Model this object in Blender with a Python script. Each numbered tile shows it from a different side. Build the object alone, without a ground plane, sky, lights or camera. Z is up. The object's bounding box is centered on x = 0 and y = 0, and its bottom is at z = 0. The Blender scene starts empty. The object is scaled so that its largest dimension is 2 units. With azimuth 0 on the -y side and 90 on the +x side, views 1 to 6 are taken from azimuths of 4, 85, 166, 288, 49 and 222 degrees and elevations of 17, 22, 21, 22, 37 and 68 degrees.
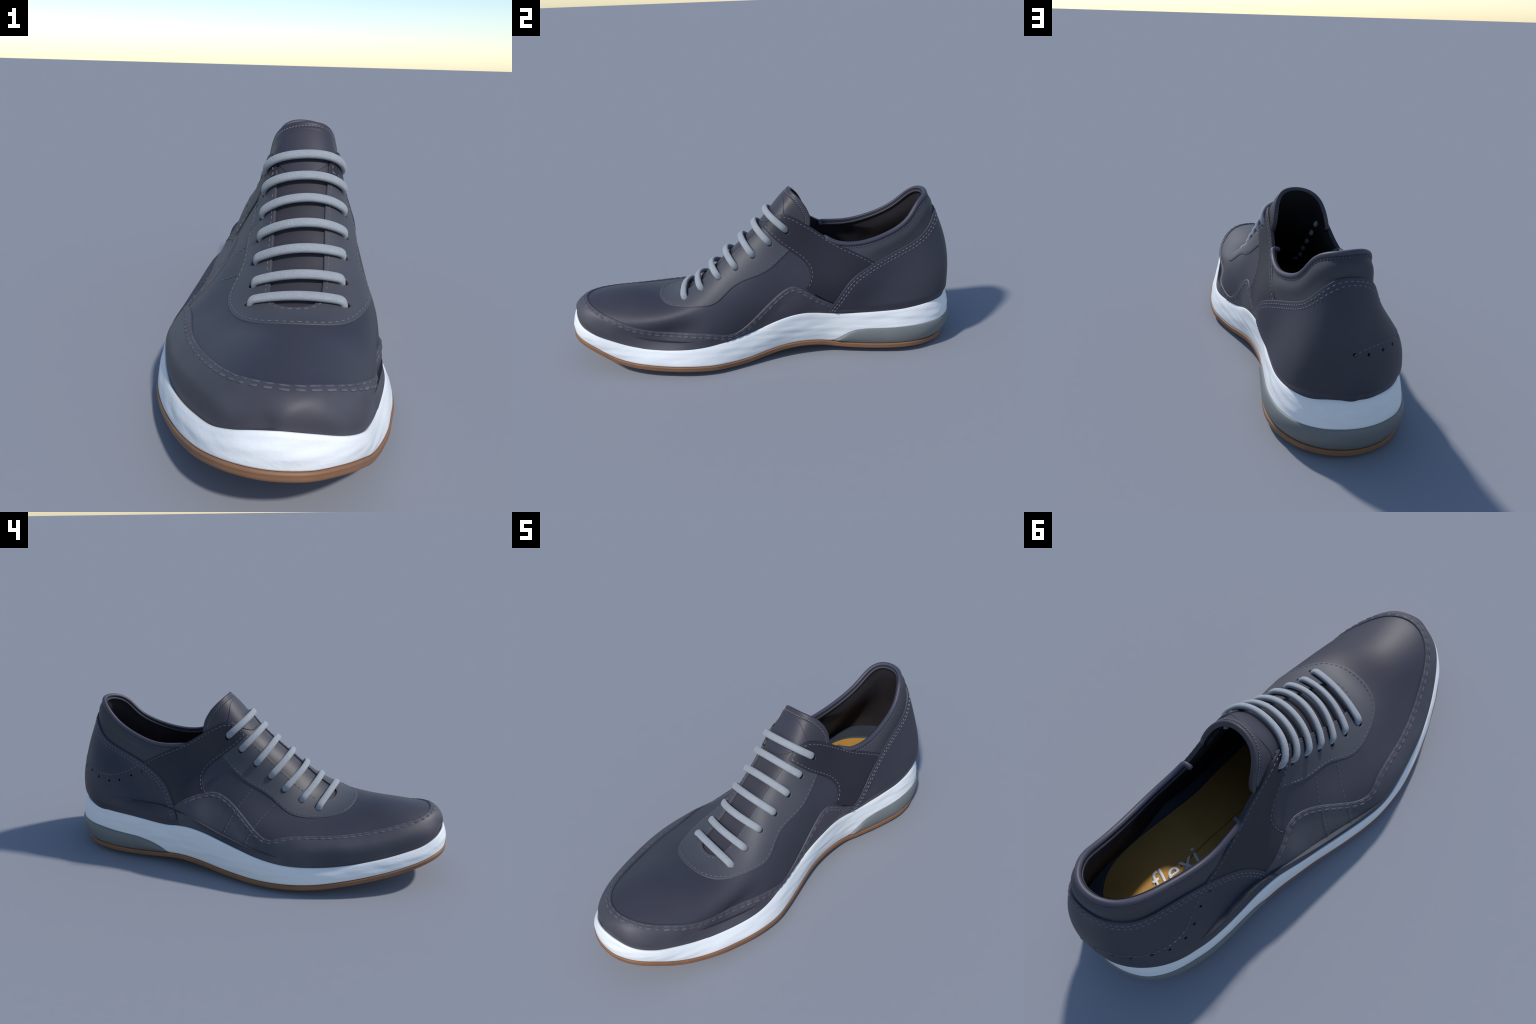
"""A dark low-top lace-up shoe: a smooth last surface, leather panels laid over it in
layers (vamp, eyestay, strap, toe guard, heel counter, collar), a tongue, laces, stitch
rows, a padded lining, an insole with lettering and a three-part sole.
Frame: metres, z up, toe towards -y, heel towards +y, sole on z = 0."""
import bpy, math
import numpy as np
from mathutils import Vector, Matrix, kdtree

rng = np.random.default_rng(7)
TAU = math.tau

# ------------------------------------------------------------------------------------
# 1. THE LAST: cross-sections from toe to heel, each running from the left feather edge
#    over the top of the foot to the right feather edge.  They are the control points of
#    a cubic B-spline surface P(s, w): s = 0 toe .. 1 heel, w = 0 left .. 1 right.
# ------------------------------------------------------------------------------------
SECTIONS = []


def section(where, *points):
    SECTIONS.append(points)


section("toe_tip_anchor", (0.188, -0.991, 0.253), (0.175, -0.964, 0.191), (0.154, -0.945, 0.137), (0.12, -0.934, 0.095), (0.076, -0.926, 0.067), (0.024, -0.918, 0.056), (-0.032, -0.93, 0.063), (-0.08, -0.947, 0.09), (-0.109, -0.959, 0.138), (-0.116, -0.973, 0.196), (-0.112, -0.993, 0.255))
section("toe_tip", (0.042, -0.977, 0.206), (0.041, -0.963, 0.211), (0.043, -0.971, 0.208), (0.045, -0.976, 0.208), (0.047, -0.973, 0.208), (0.046, -0.972, 0.211), (0.045, -0.97, 0.208), (0.045, -0.972, 0.207), (0.044, -0.962, 0.21), (0.048, -0.97, 0.206), (0.048, -0.972, 0.203))
section("toe_front", (-0.08, -0.941, 0.138), (-0.071, -0.959, 0.201), (-0.057, -0.965, 0.261), (-0.031, -0.958, 0.304), (0.009, -0.963, 0.331), (0.059, -0.994, 0.331), (0.122, -0.971, 0.335), (0.172, -0.965, 0.312), (0.199, -0.96, 0.26), (0.196, -0.943, 0.208), (0.178, -0.915, 0.157))
section("toe_cap", (-0.179, -0.81, 0.072), (-0.166, -0.819, 0.178), (-0.162, -0.834, 0.281), (-0.115, -0.846, 0.312), (-0.03, -0.846, 0.345), (0.071, -0.846, 0.353), (0.169, -0.845, 0.34), (0.239, -0.844, 0.3), (0.266, -0.838, 0.236), (0.266, -0.824, 0.171), (0.268, -0.806, 0.11))
section("vamp_front", (-0.271, -0.631, 0.036), (-0.268, -0.642, 0.158), (-0.261, -0.656, 0.253), (-0.182, -0.661, 0.278), (-0.062, -0.656, 0.351), (0.084, -0.654, 0.381), (0.216, -0.657, 0.324), (0.31, -0.656, 0.261), (0.288, -0.645, 0.203), (0.297, -0.648, 0.139), (0.349, -0.664, 0.079))
section("vamp_middle", (-0.326, -0.421, 0.011), (-0.326, -0.425, 0.136), (-0.341, -0.446, 0.242), (-0.241, -0.468, 0.266), (-0.088, -0.485, 0.313), (0.09, -0.496, 0.318), (0.247, -0.485, 0.328), (0.331, -0.466, 0.289), (0.272, -0.447, 0.209), (0.345, -0.476, 0.138), (0.429, -0.516, 0.062))
section("ball", (-0.385, -0.241, 0.024), (-0.379, -0.25, 0.146), (-0.343, -0.266, 0.238), (-0.203, -0.288, 0.274), (-0.057, -0.321, 0.338), (0.07, -0.347, 0.393), (0.209, -0.327, 0.394), (0.315, -0.315, 0.346), (0.347, -0.316, 0.254), (0.355, -0.337, 0.137), (0.379, -0.356, 0.02))
section("throat_front", (-0.414, -0.099, 0.041), (-0.35, -0.102, 0.166), (-0.266, -0.11, 0.263), (-0.136, -0.135, 0.333), (-0.053, -0.181, 0.455), (0.049, -0.195, 0.538), (0.17, -0.193, 0.533), (0.261, -0.173, 0.425), (0.329, -0.166, 0.291), (0.305, -0.171, 0.139), (0.279, -0.181, -0.001))
section("throat", (-0.436, 0.005, 0.043), (-0.326, 0.023, 0.193), (-0.2, 0.029, 0.34), (-0.084, 0.014, 0.482), (-0.046, -0.008, 0.64), (0.05, 0.011, 0.693), (0.164, -0.013, 0.669), (0.244, -0.024, 0.541), (0.298, -0.017, 0.369), (0.28, -0.011, 0.196), (0.236, -0.013, 0.033))
section("instep_low", (-0.418, 0.071, 0.037), (-0.311, 0.133, 0.222), (-0.16, 0.177, 0.388), (-0.076, 0.175, 0.598), (-0.065, 0.147, 0.825), (0.063, 0.135, 0.911), (0.198, 0.119, 0.831), (0.203, 0.123, 0.611), (0.281, 0.13, 0.419), (0.294, 0.133, 0.264), (0.225, 0.132, 0.083))
section("instep", (-0.358, 0.129, 0.018), (-0.302, 0.228, 0.26), (-0.173, 0.317, 0.45), (-0.063, 0.347, 0.647), (-0.055, 0.332, 0.868), (0.059, 0.312, 0.952), (0.183, 0.3, 0.848), (0.194, 0.293, 0.606), (0.298, 0.283, 0.402), (0.249, 0.27, 0.227), (0.16, 0.255, 0.053))
section("instep_high", (-0.326, 0.231, -0.01), (-0.242, 0.35, 0.205), (-0.158, 0.464, 0.429), (-0.092, 0.549, 0.645), (-0.058, 0.595, 0.833), (0.04, 0.591, 0.898), (0.143, 0.547, 0.804), (0.21, 0.485, 0.6), (0.32, 0.433, 0.404), (0.262, 0.397, 0.212), (0.179, 0.367, 0.025))
section("ankle_front", (-0.34, 0.381, 0.024), (-0.257, 0.497, 0.236), (-0.145, 0.615, 0.426), (-0.059, 0.727, 0.605), (-0.067, 0.826, 0.795), (0.054, 0.839, 0.87), (0.184, 0.783, 0.8), (0.203, 0.677, 0.613), (0.239, 0.591, 0.41), (0.275, 0.537, 0.221), (0.273, 0.491, 0.031))
section("ankle_middle", (-0.293, 0.566, 0.044), (-0.258, 0.665, 0.249), (-0.205, 0.761, 0.441), (-0.076, 0.827, 0.563), (-0.022, 0.866, 0.672), (0.073, 0.87, 0.726), (0.147, 0.871, 0.693), (0.189, 0.821, 0.564), (0.253, 0.762, 0.402), (0.286, 0.698, 0.228), (0.304, 0.633, 0.051))
section("ankle_rear", (-0.216, 0.758, 0.069), (-0.209, 0.815, 0.224), (-0.19, 0.866, 0.375), (-0.111, 0.905, 0.473), (-0.026, 0.928, 0.529), (0.053, 0.951, 0.557), (0.116, 0.949, 0.532), (0.197, 0.927, 0.457), (0.256, 0.893, 0.344), (0.263, 0.836, 0.214), (0.262, 0.774, 0.084))
section("heel_high", (-0.107, 0.906, 0.122), (-0.094, 0.938, 0.196), (-0.072, 0.958, 0.267), (-0.045, 0.973, 0.321), (-0.006, 0.974, 0.352), (0.036, 0.983, 0.359), (0.091, 0.977, 0.345), (0.139, 0.953, 0.31), (0.177, 0.943, 0.259), (0.188, 0.93, 0.197), (0.182, 0.895, 0.134))
section("heel_low", (0.046, 0.963, 0.194), (0.048, 0.963, 0.196), (0.048, 0.965, 0.193), (0.048, 0.966, 0.192), (0.049, 0.968, 0.192), (0.05, 0.968, 0.191), (0.052, 0.966, 0.192), (0.052, 0.967, 0.192), (0.05, 0.961, 0.194), (0.052, 0.958, 0.196), (0.053, 0.958, 0.195))
section("heel_tip_anchor", (0.218, 0.979, 0.26), (0.202, 0.942, 0.194), (0.18, 0.914, 0.131), (0.151, 0.895, 0.081), (0.111, 0.884, 0.051), (0.061, 0.879, 0.044), (0.004, 0.889, 0.059), (-0.045, 0.913, 0.091), (-0.078, 0.941, 0.136), (-0.095, 0.969, 0.191), (-0.102, 1.002, 0.249))
NET = np.array(SECTIONS)


def spline_basis(t, n):
    """Uniform cubic B-spline weights, and those of the derivative."""
    t = np.clip(np.asarray(t, float), 0, 1 - 1e-9) * (n - 3)
    i = np.floor(t).astype(int)
    f = t - i
    w = ((1 - f) ** 3 / 6, (3 * f**3 - 6 * f**2 + 4) / 6, (-3 * f**3 + 3 * f**2 + 3 * f + 1) / 6, f**3 / 6)
    d = (-((1 - f) ** 2) / 2, (9 * f**2 - 12 * f) / 6, (-9 * f**2 + 6 * f + 3) / 6, f**2 / 2)
    B, D = np.zeros((len(t), n)), np.zeros((len(t), n))
    rows = np.arange(len(t))
    for k in range(4):
        B[rows, i + k] += w[k]
        D[rows, i + k] += d[k] * (n - 3)
    return B, D


def last(sw, want_frame=False):
    """Points of the last at (s, w); outside 0..1 it runs on straight."""
    sw = np.atleast_2d(np.asarray(sw, float))
    s, w = np.clip(sw[:, 0], 0, 1), np.clip(sw[:, 1], 0, 1)
    Bs, Ds = spline_basis(s, NET.shape[0])
    Bw, Dw = spline_basis(w, NET.shape[1])
    rows = np.einsum("na,abc->nbc", Bs, NET)
    drows = np.einsum("na,abc->nbc", Ds, NET)
    P = np.einsum("nb,nbc->nc", Bw, rows)
    Ps = np.einsum("nb,nbc->nc", Bw, drows)
    Pw = np.einsum("nb,nbc->nc", Dw, rows)
    # beyond the feather edge the leather turns down and inwards, under the foot
    past = np.abs(sw[:, 1] - w)[:, None]
    to_spine = np.stack([0.04 - P[:, 0], np.clip(P[:, 1], -0.72, 0.72) - P[:, 1], 0 * s], 1)
    to_spine /= np.linalg.norm(to_spine, axis=1, keepdims=True) + 1e-9
    P = P + past * (0.45 * to_spine - np.array([0, 0, 0.9]))
    if not want_frame:
        return P
    # normal taken a little inside the toe and heel poles
    s2 = np.clip(s, 0.012, 0.988)
    Bs, Ds = spline_basis(s2, NET.shape[0])
    rows = np.einsum("na,abc->nbc", Bs, NET)
    drows = np.einsum("na,abc->nbc", Ds, NET)
    N = np.cross(np.einsum("nb,nbc->nc", Dw, rows), np.einsum("nb,nbc->nc", Bw, drows))
    N /= np.linalg.norm(N, axis=1, keepdims=True) + 1e-12
    return P, Ps, Pw, N


def raised(sw, h):
    P, _, _, N = last(sw, True)
    return P + N * np.reshape(h, (-1, 1))


# ------------------------------------------------------------------------------------
# 2. SEAM LINES on the last, as (s, w) points
# ------------------------------------------------------------------------------------
GUARD_RIGHT = [(.647, .966), (.624, .954), (.603, .944), (.578, .926), (.559, .903), (.544, .886), (.530, .876), (.517, .878), (.500, .891), (.479,
    .903), (.458, .920), (.437, .941), (.419, .956), (.403, .967), (.389, .968), (.373, .954), (.356, .932), (.336, .913), (.299, .896), (.262, .876),
    (.230, .848), (.201, .799), (.183, .753), (.161, .729), (.133, .702), (.116, .661), (.105, .602)]
GUARD_LEFT = [(.102, .529), (.101, .445), (.106, .372), (.120, .324), (.141, .290), (.173, .266), (.204, .251), (.240, .244), (.274, .233), (.302,
    .211), (.329, .186), (.342, .165), (.353, .138), (.364, .110), (.376, .100), (.391, .105), (.421, .122), (.454, .137), (.487, .145), (.508, .145),
    (.525, .136), (.543, .120), (.571, .094), (.609, .069), (.634, .057)]
EYESTAY = [(.534, .761), (.527, .768), (.513, .780), (.497, .790), (.479, .800), (.459, .792), (.444, .781), (.424, .765), (.405, .756), (.393, .758),
    (.379, .769), (.366, .780), (.352, .779), (.335, .766), (.313, .723), (.288, .675), (.270, .641), (.256, .606), (.248, .563), (.244, .510), (.247,
    .442), (.252, .401), (.261, .368), (.284, .341), (.306, .317), (.332, .288), (.349, .275), (.366, .273), (.384, .278), (.398, .282), (.413, .275),
    (.430, .261), (.445, .244), (.461, .233), (.483, .231), (.498, .240), (.514, .250), (.523, .257)]
THROAT = [(.489, .395), (.475, .395), (.461, .404), (.445, .407), (.432, .410), (.416, .412), (.405, .413), (.387, .413), (.372, .416), (.358, .415),
    (.335, .417), (.317, .419), (.302, .427), (.293, .449), (.290, .499), (.292, .535), (.300, .549), (.313, .560), (.329, .567), (.346, .576), (.365,
    .584), (.379, .592), (.397, .600), (.428, .604), (.442, .607), (.460, .613), (.474, .618), (.487, .611)]
STRAP_LOW_RIGHT = [(.474, .618), (.477, .638), (.484, .662), (.493, .695), (.502, .720), (.516, .749), (.529, .767), (.543, .788), (.556, .802),
    (.566, .820), (.572, .841), (.570, .860), (.565, .876), (.557, .893)]
STRAP_LOW_LEFT = [(.474, .399), (.479, .362), (.486, .323), (.496, .292), (.513, .249), (.526, .221), (.540, .195), (.549, .175), (.552, .160), (.551,
    .138), (.544, .120)]
TOP_RIGHT = [(.487, .611), (.496, .618), (.506, .627), (.516, .636), (.526, .651), (.542, .677), (.559, .698), (.573, .711), (.588, .729), (.609,
    .751), (.624, .767), (.646, .779), (.664, .793), (.682, .807), (.699, .824)]
TOP_LEFT = [(.489, .395), (.497, .389), (.504, .383), (.512, .369), (.520, .354), (.531, .329), (.542, .309), (.557, .282), (.571, .260), (.585,
    .242), (.603, .221), (.626, .206), (.656, .191), (.686, .173), (.701, .164)]
COUNTER = [(.609, 1.010), (.617, .985), (.628, .950), (.637, .914), (.646, .883), (.656, .862), (.671, .846), (.689, .833), (.701, .826), (.721,
    .811), (.744, .793), (.764, .772), (.780, .743), (.789, .712), (.793, .678), (.797, .640), (.799, .600), (.798, .550), (.800, .514), (.799, .471),
    (.795, .421), (.787, .381), (.783, .337), (.782, .298), (.775, .264), (.760, .237), (.735, .210), (.713, .191), (.695, .177), (.680, .161), (.662,
    .142), (.649, .122), (.641, .104), (.638, .081), (.636, .056), (.639, .031), (.641, .000)]
COLLAR = [(.607, .743), (.615, .751), (.624, .758), (.641, .758), (.657, .760), (.673, .757), (.694, .748), (.715, .734), (.731, .713), (.737, .687),
    (.738, .663), (.739, .636), (.743, .613), (.751, .579), (.757, .549), (.759, .513), (.756, .464), (.742, .414), (.731, .373), (.724, .332), (.719,
    .301), (.701, .271), (.679, .245), (.657, .229), (.637, .224), (.618, .227), (.597, .234)]
TONGUE_RIM = [(.572, .715), (.576, .701), (.575, .683), (.570, .662), (.561, .636), (.551, .607), (.538, .570), (.532, .540), (.530, .507), (.530,
    .472), (.533, .436), (.540, .399), (.551, .355), (.559, .323), (.561, .298), (.558, .282)]
PATCH = [(.522, .647), (.521, .636), (.518, .618), (.520, .602), (.520, .585), (.521, .566), (.519, .538), (.517, .502), (.517, .467), (.517, .444),
    (.516, .426), (.513, .407), (.512, .391), (.514, .371)]
PATCH_LOW = [(.489, .398), (.482, .412), (.475, .429), (.469, .447), (.464, .469), (.461, .506), (.466, .548), (.472, .577), (.478, .593), (.487,
    .609)]
VLINE = [(.901, .528), (.898, .488), (.894, .400), (.881, .308), (.869, .248), (.852, .205), (.836, .174), (.823, .154), (.803, .133), (.786, .121),
    (.772, .126), (.747, .135), (.724, .146), (.705, .159)]
HOLES = [(.901, .532), (.902, .413), (.888, .297), (.869, .225), (.840, .170), (.819, .131), (.792, .110), (.765, .112), (.732, .128), (.700, .143)]
LINE1 = [(.438, .252), (.445, .195), (.457, .138), (.464, .100), (.476, .061), (.484, .021)]
LINE2 = [(.388, .277), (.399, .204), (.406, .138), (.410, .105), (.418, .067), (.418, .023)]
LACE_R = [(.525, .702), (.487, .706), (.450, .701), (.413, .690), (.376, .662), (.336, .634), (.299, .621)]
LACE_L = [(.508, .323), (.479, .323), (.447, .332), (.417, .343), (.386, .348), (.348, .361), (.311, .367)]


def smooth(points, per=14):
    """Centripetal-like Catmull-Rom curve through the points (any dimension)."""
    p = np.asarray(points, float)
    if len(p) < 3:
        return np.array([p[0] + (p[-1] - p[0]) * t for t in np.linspace(0, 1, per * 2)])
    q = np.vstack([2 * p[0] - p[1], p, 2 * p[-1] - p[-2]])
    out = []
    t = np.linspace(0, 1, per, endpoint=False)[:, None]
    for a, b, c, d in zip(q, q[1:], q[2:], q[3:]):
        out.append(0.5 * (2 * b + (c - a) * t + (2 * a - 5 * b + 4 * c - d) * t**2 + (3 * b - a - 3 * c + d) * t**3))
    return np.vstack(out + [p[-1:]])


def soften(curve, n=2):
    c = curve.copy()
    for _ in range(n):
        c[1:-1] = (c[:-2] + 2 * c[1:-1] + c[2:]) / 4
    return c


def line(points):
    """A seam line: control points, lightly evened out, then splined."""
    return smooth(soften(np.asarray(points, float), 2), 14)


def arc_resample(sw, step, dim_fn=last):
    P = dim_fn(sw)
    l = np.r_[0, np.cumsum(np.linalg.norm(np.diff(P, axis=0), axis=1))]
    n = max(2, int(l[-1] / step) + 1)
    t = np.linspace(0, l[-1], n)
    return np.stack([np.interp(t, l, sw[:, k]) for k in range(sw.shape[1])], 1)


def shift(sw, d):
    """Move a seam line sideways over the last by d metres (to its left, seen from outside)."""
    sw = arc_resample(np.asarray(sw), 0.004)
    P, Ps, Pw, N = last(sw, True)
    T = np.gradient(P, axis=0)
    T /= np.linalg.norm(T, axis=1, keepdims=True) + 1e-12
    side = np.cross(N, T) * d
    a, b, c = (Ps * Ps).sum(1), (Ps * Pw).sum(1), (Pw * Pw).sum(1)
    u, v = (side * Ps).sum(1), (side * Pw).sum(1)
    det = a * c - b * b + 1e-9
    out = sw + np.stack([(c * u - b * v) / det, (a * v - b * u) / det], 1)
    return soften(out, 3)


# The rim of the sole: lip (where the upper meets the midsole) and lower edge of the midsole,
# from the toe along the right side to the heel and back along the left side
RIM_RIGHT = [
    ((0.045, -0.979, 0.263), (0.050, -0.994, 0.172)),
    ((0.121, -0.967, 0.254), (0.129, -0.982, 0.170)),
    ((0.200, -0.932, 0.231), (0.206, -0.937, 0.166)),
    ((0.249, -0.865, 0.204), (0.254, -0.858, 0.134)),
    ((0.273, -0.778, 0.175), (0.284, -0.779, 0.094)),
    ((0.290, -0.695, 0.152), (0.316, -0.697, 0.076)),
    ((0.310, -0.612, 0.140), (0.345, -0.612, 0.070)),
    ((0.329, -0.528, 0.136), (0.360, -0.528, 0.062)),
    ((0.345, -0.445, 0.136), (0.377, -0.445, 0.061)),
    ((0.351, -0.362, 0.137), (0.381, -0.362, 0.057)),
    ((0.337, -0.278, 0.141), (0.374, -0.280, 0.052)),
    ((0.315, -0.192, 0.150), (0.346, -0.195, 0.048)),
    ((0.294, -0.105, 0.168), (0.316, -0.110, 0.048)),
    ((0.283, -0.038, 0.190), (0.293, -0.044, 0.058)),
    ((0.277, 0.049, 0.222), (0.267, 0.046, 0.071)),
    ((0.273, 0.115, 0.240), (0.256, 0.120, 0.079)),
    ((0.266, 0.181, 0.244), (0.251, 0.190, 0.081)),
    ((0.255, 0.248, 0.234), (0.248, 0.260, 0.077)),
    ((0.252, 0.320, 0.222), (0.248, 0.320, 0.067)),
    ((0.255, 0.385, 0.218), (0.263, 0.390, 0.059)),
    ((0.272, 0.530, 0.221), (0.290, 0.525, 0.054)),
    ((0.276, 0.660, 0.226), (0.313, 0.660, 0.057)),
    ((0.273, 0.748, 0.236), (0.303, 0.754, 0.056)),
    ((0.258, 0.822, 0.244), (0.273, 0.829, 0.053)),
    ((0.222, 0.888, 0.256), (0.222, 0.898, 0.048)),
    ((0.154, 0.943, 0.259), (0.144, 0.948, 0.043)),
    ((0.050, 0.967, 0.257), (0.050, 0.969, 0.040))]
RIM_LEFT = [
    ((-0.022, 0.959, 0.256), (-0.035, 0.961, 0.039)),
    ((-0.102, 0.925, 0.256), (-0.115, 0.928, 0.040)),
    ((-0.146, 0.884, 0.252), (-0.168, 0.886, 0.045)),
    ((-0.194, 0.813, 0.245), (-0.216, 0.820, 0.050)),
    ((-0.239, 0.706, 0.251), (-0.249, 0.710, 0.051)),
    ((-0.251, 0.600, 0.246), (-0.256, 0.600, 0.052)),
    ((-0.252, 0.502, 0.233), (-0.256, 0.505, 0.054)),
    ((-0.249, 0.432, 0.221), (-0.258, 0.435, 0.059)),
    ((-0.251, 0.379, 0.217), (-0.265, 0.385, 0.067)),
    ((-0.260, 0.308, 0.227), (-0.273, 0.315, 0.074)),
    ((-0.281, 0.239, 0.236), (-0.286, 0.240, 0.073)),
    ((-0.302, 0.150, 0.227), (-0.301, 0.150, 0.063)),
    ((-0.321, 0.054, 0.203), (-0.322, 0.055, 0.051)),
    ((-0.338, -0.040, 0.180), (-0.346, -0.045, 0.046)),
    ((-0.353, -0.131, 0.158), (-0.363, -0.135, 0.044)),
    ((-0.363, -0.220, 0.147), (-0.372, -0.220, 0.046)),
    ((-0.358, -0.309, 0.139), (-0.370, -0.320, 0.051)),
    ((-0.336, -0.407, 0.138), (-0.358, -0.420, 0.062)),
    ((-0.310, -0.503, 0.143), (-0.332, -0.514, 0.075)),
    ((-0.275, -0.617, 0.160), (-0.292, -0.628, 0.094)),
    ((-0.227, -0.729, 0.179), (-0.242, -0.737, 0.113)),
    ((-0.172, -0.821, 0.197), (-0.193, -0.831, 0.135)),
    ((-0.120, -0.897, 0.213), (-0.140, -0.907, 0.154)),
    ((-0.063, -0.949, 0.239), (-0.080, -0.961, 0.169)),
    ((-0.011, -0.971, 0.256), (-0.017, -0.988, 0.173))]


def closed_spline(points, n=640):
    p = np.asarray(points, float)
    for _ in range(1):
        p = (np.roll(p, 1, 0) + 6 * p + np.roll(p, -1, 0)) / 8
    q = np.vstack([p[-1:], p, p[:2]])
    l = np.r_[0, np.cumsum(np.linalg.norm(np.diff(q[1:-1], axis=0), axis=1))]
    out, T = [], np.linspace(0, l[-1], n, endpoint=False)
    for x in T:
        k = min(np.searchsorted(l, x, "right") - 1, len(p) - 1)
        t = (x - l[k]) / (l[k + 1] - l[k])
        a, b, c, d = q[k:k + 4]
        out.append(0.5 * (2 * b + (c - a) * t + (2 * a - 5 * b + 4 * c - d) * t**2 + (3 * b - a - 3 * c + d) * t**3))
    return np.array(out)


rim = np.array(RIM_RIGHT + RIM_LEFT)
both = closed_spline(rim.reshape(-1, 6))
LIP, LOW = both[:, :3], both[:, 3:]

# ------------------------------------------------------------------------------------
# 3. PANELS: pieces cut out of the last along seam lines, with thickness and rolled edges
# ------------------------------------------------------------------------------------
GS, GW = 520, 300
S_AXIS = np.linspace(0.0, 1.0, GS)
W_AXIS = np.linspace(-0.035, 1.035, GW)
GRID = np.stack(np.meshgrid(S_AXIS, W_AXIS, indexing="ij"), 2).reshape(-1, 2)
GRID_P = last(GRID)


_lip_tree = kdtree.KDTree(len(LIP))
for _i, _p in enumerate(LIP):
    _lip_tree.insert((_p[0], _p[1], 0.0), _i)
_lip_tree.balance()


def tuck(sw, P, h, depth):
    """Near the lip of the midsole every layer is drawn in, so that the upper sits inside the lip."""
    z = np.array([LIP[_lip_tree.find((p[0], p[1], 0.0))[1], 2] if p[2] < 0.36 else 0.0 for p in P])
    x = np.clip((P[:, 2] - z - 0.002) / 0.04, 0, 1)
    x = x * x * (3 - 2 * x)
    return h * x - depth * (1 - x)


def inside(poly, pts):
    x, y = pts[:, 0], pts[:, 1]
    r = np.zeros(len(pts), bool)
    for (x1, y1), (x2, y2) in zip(poly, np.roll(poly, -1, 0)):
        if y1 == y2:
            continue
        hit = (y1 > y) != (y2 > y)
        r ^= hit & (x < (x2 - x1) * (y - y1) / (y2 - y1) + x1)
    return r


class Region:
    """Part of the last bounded by pieces; pieces marked True are cut edges, the others only close the outline."""

    def __init__(self, *pieces, holes=()):
        self.poly = np.vstack([np.asarray(p) for p, _ in pieces])
        edge = np.vstack([last(arc_resample(np.asarray(p), 0.0012)) for p, cut in pieces if cut])
        self.tree = kdtree.KDTree(len(edge))
        for i, p in enumerate(edge):
            self.tree.insert(p, i)
        self.tree.balance()
        self.holes = [(last([c])[0], r) for c, r in holes]

    def has(self, sw):
        return inside(self.poly, np.atleast_2d(np.asarray(sw, float)))

    def distance(self, sw, P, mask=None):
        lo, hi = self.poly.min(0) - 0.02, self.poly.max(0) + 0.02
        f = np.full(len(sw), -1.0)
        near = np.all((sw > lo) & (sw < hi), axis=1)
        idx = np.where(near)[0]
        ins = inside(self.poly, sw[idx])
        d = np.array([self.tree.find(p)[2] for p in P[idx]])
        f[idx] = np.where(ins, d, -d)
        for c, r in self.holes:
            f = np.minimum(f, np.linalg.norm(P - c, axis=1) - r)
        return f


def cut_faces(sw, f, faces, level):
    """Split polygons along the line f = level; returns new arrays and the two face lists."""
    sw, f = list(map(tuple, sw)), list(f)
    made, low, high = {}, [], []
    fa = np.asarray(f)
    for face in faces:
        v = fa[face] if max(face) < len(fa) else np.array([f[i] for i in face])
        if v.min() >= level:
            high.append(face)
            continue
        if v.max() <= level:
            low.append(face)
            continue
        hi, lo = [], []
        n = len(face)
        for k in range(n):
            i, j = face[k], face[(k + 1) % n]
            a, b = f[i], f[j]
            if a >= level:
                hi.append(i)
            if a <= level:
                lo.append(i)
            if (a - level) * (b - level) < 0:
                key = (i, j) if i < j else (j, i)
                if key not in made:
                    t = (level - a) / (b - a)
                    t = min(max(t, 0.02), 0.98)
                    made[key] = len(sw)
                    sw.append(tuple(sw[i][c] + t * (sw[j][c] - sw[i][c]) for c in (0, 1)))
                    f.append(level)
                hi.append(made[key])
                lo.append(made[key])
        if len(hi) > 2:
            high.append(hi)
        if len(lo) > 2:
            low.append(lo)
    return np.array(sw), np.array(f), low, high


def compact(sw, f, faces):
    used = np.unique(np.concatenate([np.asarray(x) for x in faces]))
    new = {int(o): i for i, o in enumerate(used)}
    return sw[used], f[used], [[new[int(i)] for i in face] for face in faces]


COLLECTION = bpy.context.scene.collection


def add_mesh(name, verts, faces, material, parent=None, smooth_shade=True):
    me = bpy.data.meshes.new(name)
    me.from_pydata(np.asarray(verts, float).tolist(), [], [list(map(int, x)) for x in faces])
    me.polygons.foreach_set("use_smooth", [smooth_shade] * len(me.polygons))
    me.materials.append(material)
    me.update()
    ob = bpy.data.objects.new(name, me)
    COLLECTION.objects.link(ob)
    if parent is not None:
        ob.parent = parent
    return ob


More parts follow.
